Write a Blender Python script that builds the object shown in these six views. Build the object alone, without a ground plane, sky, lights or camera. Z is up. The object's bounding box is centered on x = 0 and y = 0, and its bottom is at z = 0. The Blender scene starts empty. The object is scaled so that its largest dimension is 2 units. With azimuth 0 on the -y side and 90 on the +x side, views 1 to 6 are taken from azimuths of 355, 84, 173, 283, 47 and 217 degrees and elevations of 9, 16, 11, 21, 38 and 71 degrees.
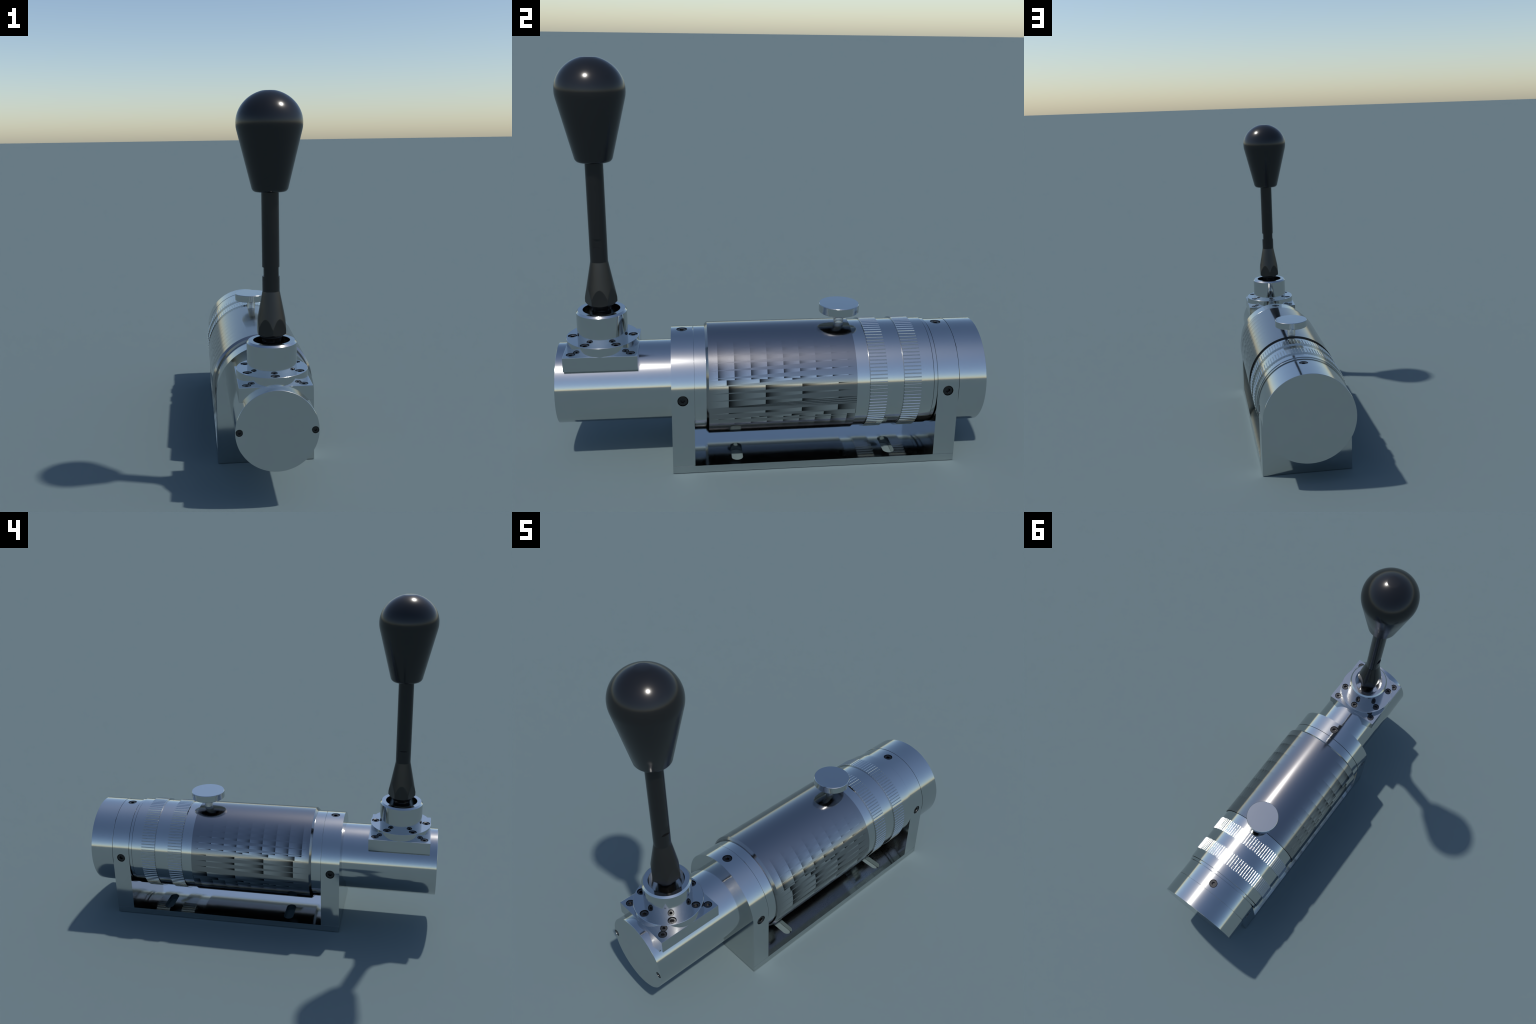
import bpy, bmesh, math
from mathutils import Vector, Matrix

# ------------------------------------------------------------------ sizes (metres)
ZC = 0.3685            # height of the long horizontal axis (runs along y)
LY = -0.792            # y of the lever axis
TAU = math.tau

# ------------------------------------------------------------------ materials
def new_mat(name):
    m = bpy.data.materials.new(name)
    m.use_nodes = True
    nt = m.node_tree
    return m, nt, nt.nodes["Principled BSDF"]

class NB:
    """tiny helper to chain Math nodes"""
    def __init__(self, nt):
        self.nt = nt
    def m(self, op, a, b=None, c=None, clamp=False):
        n = self.nt.nodes.new("ShaderNodeMath")
        n.operation = op
        n.use_clamp = clamp
        for i, v in enumerate((a, b, c)):
            if v is None:
                continue
            if isinstance(v, (int, float)):
                n.inputs[i].default_value = v
            else:
                self.nt.links.new(v, n.inputs[i])
        return n.outputs[0]

def metal(name, col, rough, grain=0.0):
    m, nt, bs = new_mat(name)
    bs.inputs["Metallic"].default_value = 1.0
    bs.inputs["Roughness"].default_value = rough
    tc = nt.nodes.new("ShaderNodeTexCoord")
    nz = nt.nodes.new("ShaderNodeTexNoise")
    nz.inputs["Scale"].default_value = 9.0
    nz.inputs["Detail"].default_value = 4.0
    nt.links.new(tc.outputs["Object"], nz.inputs["Vector"])
    cr = nt.nodes.new("ShaderNodeValToRGB")
    cr.color_ramp.elements[0].position = 0.3
    cr.color_ramp.elements[1].position = 0.7
    cr.color_ramp.elements[0].color = (*[c * (1 - grain) for c in col], 1)
    cr.color_ramp.elements[1].color = (*[min(1, c * (1 + grain)) for c in col], 1)
    nt.links.new(nz.outputs["Fac"], cr.inputs["Fac"])
    nt.links.new(cr.outputs["Color"], bs.inputs["Base Color"])
    return m

ALU = (0.572, 0.588, 0.585)
M_ALU = metal("polished_aluminium", ALU, 0.11, 0.012)
M_BLACK = metal("black_oxide_steel", (0.055, 0.055, 0.057), 0.3, 0.06)
M_CAP = metal("cap_screw_steel", (0.085, 0.085, 0.087), 0.28, 0.06)
M_STEEL = metal("dark_turned_steel", (0.05, 0.049, 0.0475), 0.25, 0.05)
M_STEEL.node_tree.nodes["Principled BSDF"].inputs["Metallic"].default_value = 0.8

def plastic(name, col, rough, spec=0.5):
    m, nt, bs = new_mat(name)
    bs.inputs["Roughness"].default_value = rough
    bs.inputs["Specular IOR Level"].default_value = spec
    tc = nt.nodes.new("ShaderNodeTexCoord")
    nz = nt.nodes.new("ShaderNodeTexNoise")
    nz.inputs["Scale"].default_value = 14.0
    nt.links.new(tc.outputs["Object"], nz.inputs["Vector"])
    cr = nt.nodes.new("ShaderNodeValToRGB")
    cr.color_ramp.elements[0].color = (*[c * 0.93 for c in col], 1)
    cr.color_ramp.elements[1].color = (*[c * 1.07 for c in col], 1)
    nt.links.new(nz.outputs["Fac"], cr.inputs["Fac"])
    nt.links.new(cr.outputs["Color"], bs.inputs["Base Color"])
    return m

M_KNOB = plastic("black_plastic", (0.0085, 0.0085, 0.0087), 0.2)
M_ROD = plastic("blackened_rod", (0.0078, 0.0078, 0.008), 0.2)

def sleeve_material():
    """Turned sleeve: darker than the rest, each 7.5 degree facet is split along its
    diagonal; one half carries a saw-toothed tint in steps along the axis."""
    m, nt, bs = new_mat("stepped_sleeve_metal")
    N = NB(nt)
    tc = nt.nodes.new("ShaderNodeTexCoord")
    sx = nt.nodes.new("ShaderNodeSeparateXYZ")
    nt.links.new(tc.outputs["Object"], sx.inputs[0])
    X, Y, Z = sx.outputs
    th = N.m("MULTIPLY", N.m("ARCTAN2", Z, N.m("ABSOLUTE", X)), 180 / math.pi)
    w = N.m("FRACT", N.m("DIVIDE", N.m("ADD", th, 360.0), 7.5))
    f = N.m("DIVIDE", N.m("SUBTRACT", 0.376, Y), 0.682)
    upper = N.m("GREATER_THAN", th, -7.5)
    ma = N.m("LESS_THAN", N.m("SUBTRACT", 1.0, w), f)
    mb = N.m("LESS_THAN", w, N.m("SUBTRACT", 1.0, f))
    mask = N.m("ADD", N.m("MULTIPLY", upper, ma), N.m("MULTIPLY", N.m("SUBTRACT", 1.0, upper), mb))
    at = N.m("ABSOLUTE", th)
    z1 = N.m("LESS_THAN", at, 15.0)
    z2 = N.m("MULTIPLY", N.m("SUBTRACT", 1.0, z1), N.m("LESS_THAN", at, 20.9))
    z3 = N.m("GREATER_THAN", at, 20.9)
    def saw(p, y0):
        return N.m("FRACT", N.m("DIVIDE", N.m("ADD", N.m("SUBTRACT", Y, y0), 3 * p), p))
    s = N.m("ADD", N.m("ADD", N.m("MULTIPLY", z1, saw(0.1685, -0.2175)), N.m("MULTIPLY", z2, saw(0.15, -0.226))), N.m("MULTIPLY", z3, saw(0.0750, -0.264)))
    cr = nt.nodes.new("ShaderNodeValToRGB")
    e = cr.color_ramp.elements
    e[0].position, e[0].color = 0.0, (0.02, 0.02, 0.02, 1)
    e[1].position, e[1].color = 1.0, (0.57, 0.57, 0.57, 1)
    for p, v in ((0.07, 0.06), (0.22, 0.20), (0.45, 0.36), (0.75, 0.50)):
        q = e.new(p)
        q.color = (v, v, v, 1)
    nt.links.new(s, cr.inputs["Fac"])
    # the tint fades out towards the top of the sleeve
    fade = nt.nodes.new("ShaderNodeMapRange")
    fade.inputs["From Min"].default_value = 20.0
    fade.inputs["From Max"].default_value = 62.0
    fade.inputs["To Min"].default_value = 1.0
    fade.inputs["To Max"].default_value = 0.0
    nt.links.new(at, fade.inputs["Value"])
    # soft smears inside the cells, stronger towards the top
    soft0 = nt.nodes.new("ShaderNodeMapRange")
    soft0.inputs["From Min"].default_value = 24.0
    soft0.inputs["From Max"].default_value = 40.0
    nt.links.new(at, soft0.inputs["Value"])
    nz = nt.nodes.new("ShaderNodeTexNoise")
    nz.inputs["Scale"].default_value = 16.0
    nz.inputs["Detail"].default_value = 3.0
    nz.inputs["Distortion"].default_value = 1.2
    nt.links.new(tc.outputs["Object"], nz.inputs["Vector"])
    smear = N.m("MULTIPLY_ADD", nz.outputs["Fac"], N.m("MULTIPLY_ADD", soft0.outputs[0], 1.1, 0.5), N.m("MULTIPLY_ADD", soft0.outputs[0], -0.55, 0.75))
    soft = nt.nodes.new("ShaderNodeMapRange")
    soft.inputs["From Min"].default_value = 31.0
    soft.inputs["From Max"].default_value = 42.0
    nt.links.new(at, soft.inputs["Value"])
    share = N.m("ADD", N.m("MULTIPLY", upper, f), N.m("MULTIPLY", N.m("SUBTRACT", 1.0, upper), N.m("SUBTRACT", 1.0, f)))
    mask = N.m("ADD", N.m("MULTIPLY", mask, N.m("MULTIPLY_ADD", soft.outputs[0], -0.7, 1.0)), N.m("MULTIPLY", share, N.m("MULTIPLY", soft.outputs[0], 0.4)))
    fac = N.m("MULTIPLY", N.m("MULTIPLY", mask, fade.outputs[0]), smear, clamp=True)
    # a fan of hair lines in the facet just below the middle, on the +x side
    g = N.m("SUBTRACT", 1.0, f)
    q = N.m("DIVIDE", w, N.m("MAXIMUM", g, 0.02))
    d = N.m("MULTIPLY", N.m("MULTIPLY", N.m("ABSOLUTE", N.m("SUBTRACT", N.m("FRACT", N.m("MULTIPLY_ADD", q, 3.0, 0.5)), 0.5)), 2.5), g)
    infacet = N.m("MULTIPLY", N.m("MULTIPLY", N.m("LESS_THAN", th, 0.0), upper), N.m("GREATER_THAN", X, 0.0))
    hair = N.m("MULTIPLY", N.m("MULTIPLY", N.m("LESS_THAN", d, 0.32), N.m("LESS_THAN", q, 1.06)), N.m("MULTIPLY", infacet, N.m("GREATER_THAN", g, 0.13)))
    mx = nt.nodes.new("ShaderNodeMix")
    mx.data_type = "RGBA"
    nt.links.new(fac, mx.inputs["Factor"])
    mx.inputs["A"].default_value = (0.335, 0.335, 0.34, 1)
    nt.links.new(cr.outputs["Color"], mx.inputs["B"])
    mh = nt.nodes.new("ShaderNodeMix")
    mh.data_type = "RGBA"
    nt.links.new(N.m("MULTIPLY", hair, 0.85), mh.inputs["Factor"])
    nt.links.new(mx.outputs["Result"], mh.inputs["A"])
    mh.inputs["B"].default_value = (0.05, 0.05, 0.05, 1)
    nt.links.new(mh.outputs["Result"], bs.inputs["Base Color"])
    bs.inputs["Metallic"].default_value = 1.0
    bs.inputs["Roughness"].default_value = 0.12
    return m

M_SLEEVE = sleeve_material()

# ------------------------------------------------------------------ builders
ROOT = bpy.data.objects.new("joystick_controller", None)
bpy.context.scene.collection.objects.link(ROOT)
ROOT["label"] = "polished aluminium machine joystick with black ball-topped lever on bracket"
ROOT["category"] = "control joystick"

def link(ob, parent, mat=None):
    bpy.context.scene.collection.objects.link(ob)
    if mat is not None and not ob.data.materials:
        ob.data.materials.append(mat)
    ob.parent = parent
    if parent is not None and parent is not ROOT:
        ob.matrix_parent_inverse = parent.matrix_basis.inverted()
    return ob

def finish(name, bm, loc, parent, mat, angle=25):
    bmesh.ops.recalc_face_normals(bm, faces=bm.faces)
    me = bpy.data.meshes.new(name)
    bm.to_mesh(me)
    bm.free()
    me.shade_smooth()
    me.set_sharp_from_angle(angle=math.radians(angle))
    ob = bpy.data.objects.new(name, me)
    ob.location = loc
    return link(ob, parent, mat)

def lathe(name, prof, axis, loc, parent, mat, segs=192, angle=25):
    """prof: (radius, height along axis) pairs, radius 0 closes the end"""
    bm = bmesh.new()
    rings = []
    for r, h in prof:
        if r < 1e-7:
            p = (0, 0, h) if axis == "z" else (0, h, 0)
            rings.append([bm.verts.new(p)])
            continue
        ring = []
        for i in range(segs):
            a = TAU * i / segs
            c, s = r * math.cos(a), r * math.sin(a)
            ring.append(bm.verts.new((c, s, h) if axis == "z" else (c, h, s)))
        rings.append(ring)
    for A, B in zip(rings, rings[1:]):
        for i in range(segs):
            j = (i + 1) % segs
            q = []
            for v in ((A[i], A[j]) if len(A) > 1 else (A[0],)):
                q.append(v)
            for v in ((B[j], B[i]) if len(B) > 1 else (B[0],)):
                q.append(v)
            if len(q) > 2:
                bm.faces.new(q)
    return finish(name, bm, loc, parent, mat, angle)

def prism(outline, lo, hi, plane):
    """solid from an outline; plane 'xz' extrudes along y, 'xy' along z"""
    bm = bmesh.new()
    def P(a, b, h):
        return (a, h, b) if plane == "xz" else (a, b, h)
    A = [bm.verts.new(P(a, b, lo)) for a, b in outline]
    B = [bm.verts.new(P(a, b, hi)) for a, b in outline]
    n = len(outline)
    bm.faces.new(A)
    bm.faces.new(B[::-1])
    for i in range(n):
        bm.faces.new((A[i], B[i], B[(i + 1) % n], A[(i + 1) % n]))
    bmesh.ops.recalc_face_normals(bm, faces=bm.faces)
    return bm

def cutter(kind, loc, direction, r, depth, r2=None, half=0.0):
    """a plain or stepped drill pointing inwards from loc along -direction; half > 0 makes a slot along x"""
    bm = bmesh.new()
    if half > 0:
        pts = []
        for i in range(33):
            a = -math.pi / 2 + math.pi * i / 32
            pts.append((half + r * math.cos(a), r * math.sin(a)))
        for i in range(33):
            a = math.pi / 2 + math.pi * i / 32
            pts.append((-half + r * math.cos(a), r * math.sin(a)))
        bm.free()
        bm = prism(pts, -depth, depth, "xy")
    else:
        bmesh.ops.create_cone(bm, cap_ends=True, segments=48, radius1=r, radius2=r, depth=2 * depth)
    me = bpy.data.meshes.new("drill")
    bm.to_mesh(me)
    bm.free()
    ob = bpy.data.objects.new("drill", me)
    ob.location = loc
    ob.rotation_euler = Vector(direction).to_track_quat("Z", "Y").to_euler()
    bpy.context.scene.collection.objects.link(ob)
    return ob

def drill(ob, cutters):
    for c in cutters:
        md = ob.modifiers.new("drill", "BOOLEAN")
        md.operation = "DIFFERENCE"
        md.solver = "EXACT"
        md.object = c
    bpy.context.view_layer.update()
    dg = bpy.context.evaluated_depsgraph_get()
    me = bpy.data.meshes.new_from_object(ob.evaluated_get(dg))
    ob.modifiers.clear()
    old = ob.data
    me.name = old.name
    ob.data = me
    bpy.data.meshes.remove(old)
    for c in cutters:
        d = c.data
        bpy.data.objects.remove(c)
        bpy.data.meshes.remove(d)

def exact_normals(ob, field):
    """true surface normals for turned faces so that reflections stay clean.
    field(point, face_normal) -> normal or None (keep the face normal)"""
    me = ob.data
    me.shade_smooth()
    nors = [None] * len(me.loops)
    for p in me.polygons:
        fn = p.normal.copy()
        for li in p.loop_indices:
            co = me.vertices[me.loops[li].vertex_index].co
            n = field(co, fn)
            nors[li] = tuple(n if n is not None else fn)
    me.normals_split_custom_set(nors)

# ------------------------------------------------------------------ screws
def screw_mesh(name, r, sock, depth, drop, mat):
    """hex-socket screw head, top at z = 0, chamfered rim, open hex recess"""
    bm = bmesh.new()
    n = 48
    def circ(rad, z):
        return [bm.verts.new((rad * math.cos(TAU * i / n), rad * math.sin(TAU * i / n), z)) for i in range(n)]
    def hexa(rad, z):
        out = []
        for i in range(n):
            a = TAU * i / n
            k = (a % (TAU / 6)) - TAU / 12
            rr = rad * math.cos(TAU / 12) / math.cos(k)
            out.append(bm.verts.new((rr * math.cos(a), rr * math.sin(a), z)))
        return out
    rings = [circ(r, -depth * 2), circ(r, -drop), circ(r * 0.9, 0), hexa(sock * 1.08, 0), hexa(sock, -0.0012), hexa(sock, -depth)]
    for A, B in zip(rings, rings[1:]):
        for i in range(n):
            j = (i + 1) % n
            bm.faces.new((A[i], A[j], B[j], B[i]))
    c = bm.verts.new((0, 0, -depth * 1.02))
    for i in range(n):
        bm.faces.new((rings[-1][i], rings[-1][(i + 1) % n], c))
    bm.faces.new(rings[0][::-1])
    bmesh.ops.recalc_face_normals(bm, faces=bm.faces)
    me = bpy.data.meshes.new(name)
    bm.to_mesh(me)
    bm.free()
    me.shade_smooth()
    me.set_sharp_from_angle(angle=math.radians(25))
    me.materials.append(mat)
    return me

SCREW_BIG = screw_mesh("countersunk_screw", 0.0238, 0.0108, 0.010, 0.0035, M_BLACK)
SCREW_CAP = screw_mesh("cap_screw", 0.0192, 0.0108, 0.012, 0.002, M_CAP)
SCREW_PLATE = screw_mesh("plate_screw", 0.0195, 0.0085, 0.009, 0.003, M_CAP)
SCREW_END = screw_mesh("end_screw", 0.0158, 0.0065, 0.007, 0.003, M_BLACK)

def screw(name, me, loc, direction, parent, spin=0.0):
    ob = bpy.data.objects.new(name, me)
    q = Vector(direction).to_track_quat("Z", "Y")
    ob.rotation_mode = "QUATERNION"
    from mathutils import Quaternion
    ob.rotation_quaternion = q @ Quaternion((0, 0, 1), spin)
    ob.location = loc
    return link(ob, parent)

# ------------------------------------------------------------------ bracket
Y0, Y1, Y2, Y3 = -0.475, -0.3725, 0.7655, 0.8665
BT = 0.0345
bm = prism([(-0.2506, Y0), (0.2506, Y0), (0.2506, Y3), (-0.2506, Y3)], 0.0, BT, "xy")
me = bpy.data.meshes.new("base_plate")
bm.to_mesh(me)
bm.free()
base = link(bpy.data.objects.new("base_plate", me), ROOT, M_ALU)
sl = []
for sy in (-0.173, 0.5615):
    for sxn in (-1, 1):
        sl.append(cutter("slot", (sxn * 0.1363, sy, 0.0), (0, 0, 1), 0.0274, 0.1, half=0.0505))
drill(base, sl)
base.data.shade_smooth()
base.data.set_sharp_from_angle(angle=math.radians(25))

def leg_outline():
    R, n = 0.2506, 96
    pts = [(-R, BT + 0.0012), (-R + 0.0012, BT), (R - 0.0012, BT), (R, BT + 0.0012)]
    for i in range(n + 1):
        a = math.pi * i / n
        pts.append((R * math.cos(a), ZC + R * math.sin(a)))
    return pts

def leg_normal(co, fn):
    if abs(fn.y) > 0.9 or fn.z < -0.9:
        return None
    z = co.z - ZC
    if z <= 0:
        rad = Vector((1 if co.x > 0 else -1, 0, 0))
    else:
        rad = Vector((co.x, 0, z)).normalized()
    r = math.hypot(co.x, z) if z > 0 else abs(co.x)
    return rad if (rad.dot(fn) > 0.97 and r > 0.2485) else None

for ya, yb, ys in ((Y0, Y1, -0.4240), (Y2, Y3, 0.8158)):
    bm = prism(leg_outline(), ya, yb, "xz")
    me = bpy.data.meshes.new("bracket_leg")
    bm.to_mesh(me)
    bm.free()
    leg = link(bpy.data.objects.new("bracket_leg", me), ROOT, M_ALU)
    drill(leg, [cutter("hole", (0, ys, ZC + 0.25), (0, 0, 1), 0.0250, 0.022),
                cutter("hole", (0.25, ys, ZC), (1, 0, 0), 0.0250, 0.022),
                cutter("hole", (-0.25, ys, ZC), (-1, 0, 0), 0.0250, 0.022)])
    exact_normals(leg, leg_normal)
    screw("bracket_screw", SCREW_BIG, (0, ys, ZC + 0.2475), (0, 0, 1), leg, 0.3)
    screw("bracket_screw", SCREW_BIG, (0.2485, ys, ZC), (1, 0, 0), leg, 0.52)
    screw("bracket_screw", SCREW_BIG, (-0.2485, ys, ZC), (-1, 0, 0), leg, 0.1)

# ------------------------------------------------------------------ turned bodies along y
AX = (0, 0, ZC)
tube = lathe("control_tube", [(0, -0.40), (0.1893, -0.40), (0.1893, -0.999), (0.1883, -1.0), (0, -1.0)], "y", AX, ROOT, M_ALU, 256)
drill(tube, [cutter("hole", (sx * 0.171, -1.0, ZC), (0, -1, 0), 0.0166, 0.012) for sx in (-1, 1)])
def tube_normal(co, fn):
    if abs(fn.y) > 0.5:
        return None
    r = Vector((co.x, 0, co.z)).normalized()
    return r if r.dot(fn) > 0.99 and math.hypot(co.x, co.z) > 0.1865 else None
exact_normals(tube, tube_normal)
for sx in (-1, 1):
    screw("end_screw", SCREW_END, (sx * 0.171, -0.9985, ZC), (0, -1, 0), tube, 0.2)

lathe("spacer_ring", [(0, -0.374), (0.238, -0.374), (0.238, -0.3705), (0.2495, -0.3705), (0.2502, -0.3697), (0.2502, -0.31), (0, -0.31)], "y", AX, ROOT, M_ALU, 256)

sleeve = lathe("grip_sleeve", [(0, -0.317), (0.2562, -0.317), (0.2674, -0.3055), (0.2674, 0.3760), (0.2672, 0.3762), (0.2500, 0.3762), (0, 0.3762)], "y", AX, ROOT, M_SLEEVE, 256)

sleeve.data.materials.append(M_BLACK)          # black band on the end face
for p in sleeve.data.polygons:
    if p.center.y > 0.3761:
        p.material_index = 1
R2 = 0.2600
ring = lathe("adjusting_ring", [(0, 0.37), (0.249, 0.37), (0.249, 0.3785), (R2, 0.3782), (R2, 0.7415), (0.2590, 0.7422), (0.2360, 0.7422), (0.2360, 0.7450), (0.2560, 0.7450),
                                (0.2560, 0.7605), (0.236, 0.7605), (0.236, 0.768), (0, 0.768)], "y", AX, ROOT, M_ALU, 256)

def knurl(name, ya, yb, parent, teeth=100, R=0.2669, depth=0.0027, gap=0.34):
    """raised band with fine round-bottomed grooves along the axis"""
    bm = bmesh.new()
    pitch = TAU / teeth
    prof, lean = [], {}
    NG = 8
    for t in range(teeth):
        a0 = t * pitch
        for k in range(4):                       # land
            prof.append((a0 + pitch * (1 - gap) * k / 3, 0.0, 0.0))
        for k in range(1, NG):                   # groove
            u = k / NG
            prof.append((a0 + pitch * (1 - gap + gap * u), math.sin(math.pi * u), u))
    n = len(prof)
    wide = pitch * gap * R
    rings = []
    for y, r0, dd in ((ya, R2 - 0.0015, 0), (ya, R - 0.0012, 0.8), (ya + 0.0008, R, 1), (yb - 0.0004, R, 1), (yb, R - 0.0006, 0.9), (yb, R2 - 0.0015, 0)):
        rings.append([bm.verts.new(((r0 - dd * depth * g) * math.cos(a), y, (r0 - dd * depth * g) * math.sin(a))) for a, g, u in prof])
    groove = {}
    for A, B in zip(rings, rings[1:]):
        for i in range(n):
            bm.faces.new((A[i], A[(i + 1) % n], B[(i + 1) % n], B[i]))
    ob = finish(name, bm, AX, parent, M_ALU, 180)
    def field(co, fn):
        rad = Vector((co.x, 0, co.z)).normalized()
        if abs(fn.y) > 0.3:
            return None
        a = (math.atan2(co.z, co.x) % TAU) / pitch
        u = ((a % 1.0) - (1 - gap)) / gap
        tan = Vector((-co.z, 0, co.x)).normalized()
        if fn.dot(rad) > 0.995 and math.hypot(co.x, co.z) > R - 0.0006:
            return rad                           # land
        u = min(1.0, max(0.0, u if a % 1.0 > 1e-4 else 1.0))
        sl = depth * math.pi / wide * math.cos(math.pi * u)
        return (rad + tan * sl).normalized()
    exact_normals(ob, field)
    return ob

knurl("knurled_band", 0.4375, 0.5200, ring)
knurl("knurled_band", 0.5990, 0.6812, ring)

lathe("end_cap", [(0, 0.85), (0.240, 0.85), (0.240, 0.8680), (0.2518, 0.8680), (0.2525, 0.8687), (0.2525, 0.999), (0.2515, 1.0), (0, 1.0)], "y", AX, ROOT, M_ALU, 256)

# ------------------------------------------------------------------ thumb screw
def fluted_head(name, r, z0, z1, loc, parent, teeth=90):
    bm = bmesh.new()
    n = teeth * 4
    rings = []
    for z, rr, d in ((z0, r - 0.002, 0), (z0 + 0.002, r, 0.0003), (z1 - 0.0022, r, 0.0003), (z1, r - 0.0022, 0)):
        rings.append([bm.verts.new(((rr - d * (0.5 - 0.5 * math.cos(TAU * i / 4))) * math.cos(TAU * i / n),
                                    (rr - d * (0.5 - 0.5 * math.cos(TAU * i / 4))) * math.sin(TAU * i / n), z)) for i in range(n)])
    for A, B in zip(rings, rings[1:]):
        for i in range(n):
            bm.faces.new((A[i], A[(i + 1) % n], B[(i + 1) % n], B[i]))
    bm.faces.new(rings[0][::-1])
    bm.faces.new(rings[-1])
    return finish(name, bm, loc, parent, M_ALU, 30)

thumb = fluted_head("thumb_screw_head", 0.0962, 0.6885, 0.7290, (-0.0033, 0.331, 0), ROOT)
th = [(0, 0.60)]
z = 0.60
while z < 0.682:
    th += [(0.0236, z), (0.0244, z + 0.0026), (0.0244, z + 0.0047)]
    z += 0.0073
th += [(0.0222, 0.6895), (0, 0.6895)]
lathe("thumb_screw_stem", th, "z", (-0.0033, 0.331, 0), thumb, M_ALU, 64)

# ------------------------------------------------------------------ lever seat
PX, PYH, PZ0, PZ1 = 0.1672, 0.1672, 0.4938, 0.5620
bm = prism([(-PX, LY - PYH), (PX, LY - PYH), (PX, LY + PYH), (-PX, LY + PYH)], PZ0, PZ1, "xy")
bmesh.ops.bevel(bm, geom=bm.edges[:], offset=0.0012, segments=2, affect="EDGES", profile=0.5)
me = bpy.data.meshes.new("mounting_plate")
bm.to_mesh(me)
bm.free()
plate = link(bpy.data.objects.new("mounting_plate", me), ROOT, M_ALU)
PS = [(sx * 0.1295, LY + sy * 0.1340) for sx in (-1, 1) for sy in (-1, 1)]
drill(plate, [cutter("hole", (x, y, PZ1), (0, 0, 1), 0.0208, 0.02) for x, y in PS])
exact_normals(plate, lambda co, fn: None)
for i, (x, y) in enumerate(PS):
    screw("plate_screw", SCREW_PLATE, (x, y, PZ1 - 0.0018), (0, 0, 1), plate, 0.4 * i)

FZ = 0.6022
flange = lathe("flange", [(0.110, 0.553), (0.1672, 0.553), (0.1672, FZ - 0.001), (0.1662, FZ), (0.110, FZ), (0.110, 0.553)], "z", (0, LY, 0), ROOT, M_ALU, 192)
FS = [(0.140 * math.cos(math.radians(a)), 0.140 * math.sin(math.radians(a))) for a in range(30, 390, 60)]
drill(flange, [cutter("hole", (x, LY + y, FZ), (0, 0, 1), 0.0213, 0.02) for x, y in FS])
def flange_normal(co, fn):
    if abs(fn.z) > 0.5:
        return None
    r = Vector((co.x, co.y, 0)).normalized()
    return r if r.dot(fn) > 0.99 and math.hypot(co.x, co.y) > 0.1645 else None
exact_normals(flange, flange_normal)
for i, (x, y) in enumerate(FS):
    screw("cap_screw", SCREW_CAP, (x, LY + y, FZ - 0.0035), (0, 0, 1), flange, 0.2 + 0.35 * i)

lathe("lever_collar", [(0, 0.552), (0.1165, 0.552), (0.1165, 0.7245), (0.1085, 0.7337), (0.0862, 0.7337), (0.0862, 0.631), (0, 0.631)], "z", (0, LY, 0), ROOT, M_ALU, 192)

# ------------------------------------------------------------------ lever
ball = [(0, 0.628), (0.043, 0.628), (0.043, 0.7300)]
for i in range(7, 17):
    a = -math.pi / 2 + math.pi * 0.5 * i / 16
    ball.append((0.052 * math.cos(a), 0.7605 + 0.052 * math.sin(a)))
ball += [(0.052, 0.775), (0, 0.775)]
lathe("ball_joint", ball, "z", (0, LY, 0), ROOT, M_ROD, 96)

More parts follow.
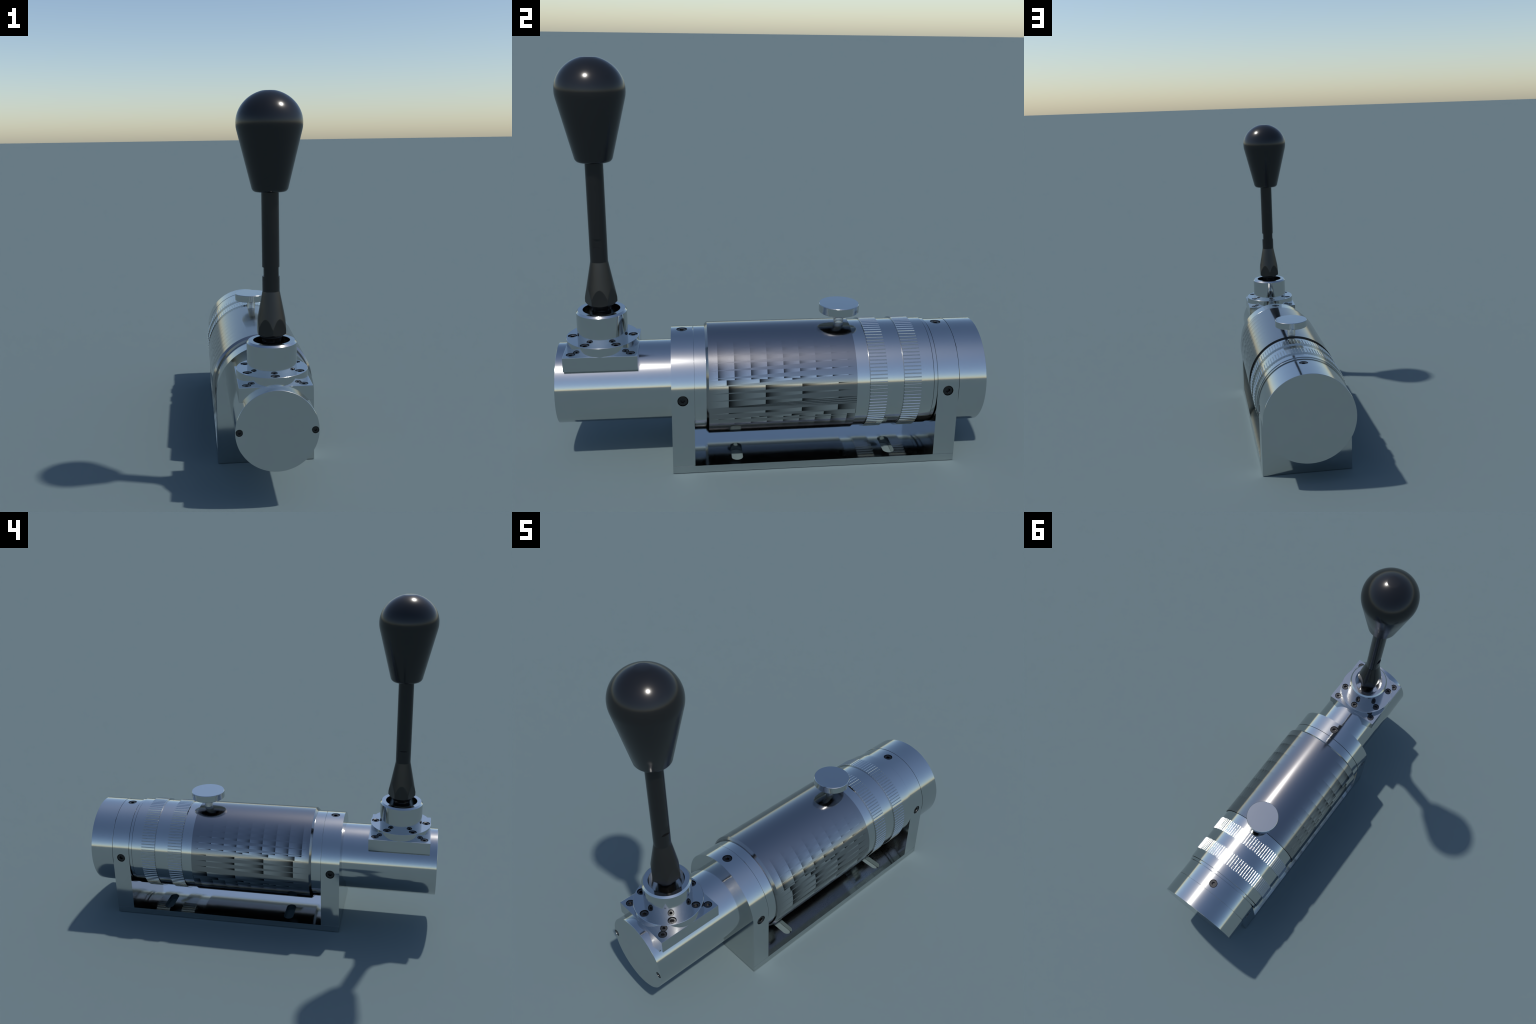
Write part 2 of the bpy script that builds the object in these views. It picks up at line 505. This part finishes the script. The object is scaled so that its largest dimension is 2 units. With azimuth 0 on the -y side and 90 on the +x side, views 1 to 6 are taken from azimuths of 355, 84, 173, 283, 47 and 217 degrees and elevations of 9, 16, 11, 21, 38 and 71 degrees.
def hex_cone(name, parent):
    """cone turned on a hexagonal bar: flats cut arched facets into the cone's wide end"""
    bm = bmesh.new()
    n = 144
    ap = 0.0640                                  # apothem, corners lie on +-y
    stations = []
    zt, zb, zc = 0.9650, 0.7710, 0.7570
    for k in range(81):
        z = zb + (zt - zb) * k / 80
        stations.append((z, 0.0402 + (0.0748 - 0.0402) * (zt - z) / (zt - 0.785)))
    low = []
    for k in range(9):
        z = zc + (zb - zc) * k / 9
        low.append((z, 0.0555 + (0.0765 - 0.0555) * (z - zc) / (zb - zc)))
    rings = []
    for z, rc in low + stations:
        ring = []
        for i in range(n):
            a = TAU * i / n
            k = ((a + TAU / 12) % (TAU / 6)) - TAU / 12     # flats face +-x
            rh = ap / math.cos(k)
            r = min(rc, rh)
            ring.append(bm.verts.new((r * math.cos(a), r * math.sin(a), z)))
        rings.append(ring)
    for A, B in zip(rings, rings[1:]):
        for i in range(n):
            bm.faces.new((A[i], A[(i + 1) % n], B[(i + 1) % n], B[i]))
    bm.faces.new(rings[0][::-1])
    bm.faces.new(rings[-1])
    return finish(name, bm, (0, LY, 0), parent, M_STEEL, 14)

hexc = hex_cone("lever_hex_cone", ROOT)

def rod(name):
    bm = bmesh.new()
    R, n = 0.0402, 128
    secs = [(0.9645, 9), (1.0355, 9), (1.0355, 0.0335), (1.0775, 0.0335), (1.0775, 9), (1.425, 9)]
    rings = []
    for z, flat in secs:
        ring = []
        for i in range(n):
            a = TAU * (i + 0.5) / n
            x, y = R * math.cos(a), R * math.sin(a)
            x = max(-flat, min(flat, x))
            ring.append(bm.verts.new((x, y, z)))
        rings.append(ring)
    for A, B in zip(rings, rings[1:]):
        for i in range(n):
            q = (A[i], A[(i + 1) % n], B[(i + 1) % n], B[i])
            if len({tuple(round(c, 6) for c in v.co) for v in q}) >= 3:
                bm.faces.new(q)
    bm.faces.new(rings[0][::-1])
    bm.faces.new(rings[-1])
    bmesh.ops.remove_doubles(bm, verts=bm.verts, dist=1e-6)
    return finish(name, bm, (0, LY, 0), ROOT, M_ROD, 20)

rod("lever_rod")

KZ = 1.7275
kn = [(0, 1.4205), (0.068, 1.4205), (0.0735, 1.4225), (0.0785, 1.427), (0.0832, 1.4345)]
kn += [(0.1480, 1.697), (0.1499, 1.707), (0.1510, 1.717)]
top = [(90 - 90 * i / 28) for i in range(29)]
for i in range(0, 29):
    a = math.radians(76.5 * i / 28)
    kn.append((0.1513 * math.cos(a), KZ + 0.1440 * math.sin(a) - 0.0022 * math.sin(2 * a)))
kn += [(0.030, 1.8677), (0, 1.8678)]
lathe("lever_knob", kn, "z", (0, LY, 0), ROOT, M_KNOB, 128, 35)

# the lever leans a hair towards the front end
LEAN = 0.0017
for ob in bpy.data.objects:
    if ob.name in ("lever_rod", "lever_knob", "lever_hex_cone"):
        ob.rotation_euler.x = LEAN
        ob.location.y = LY + 0.0008 + LEAN * 0.75
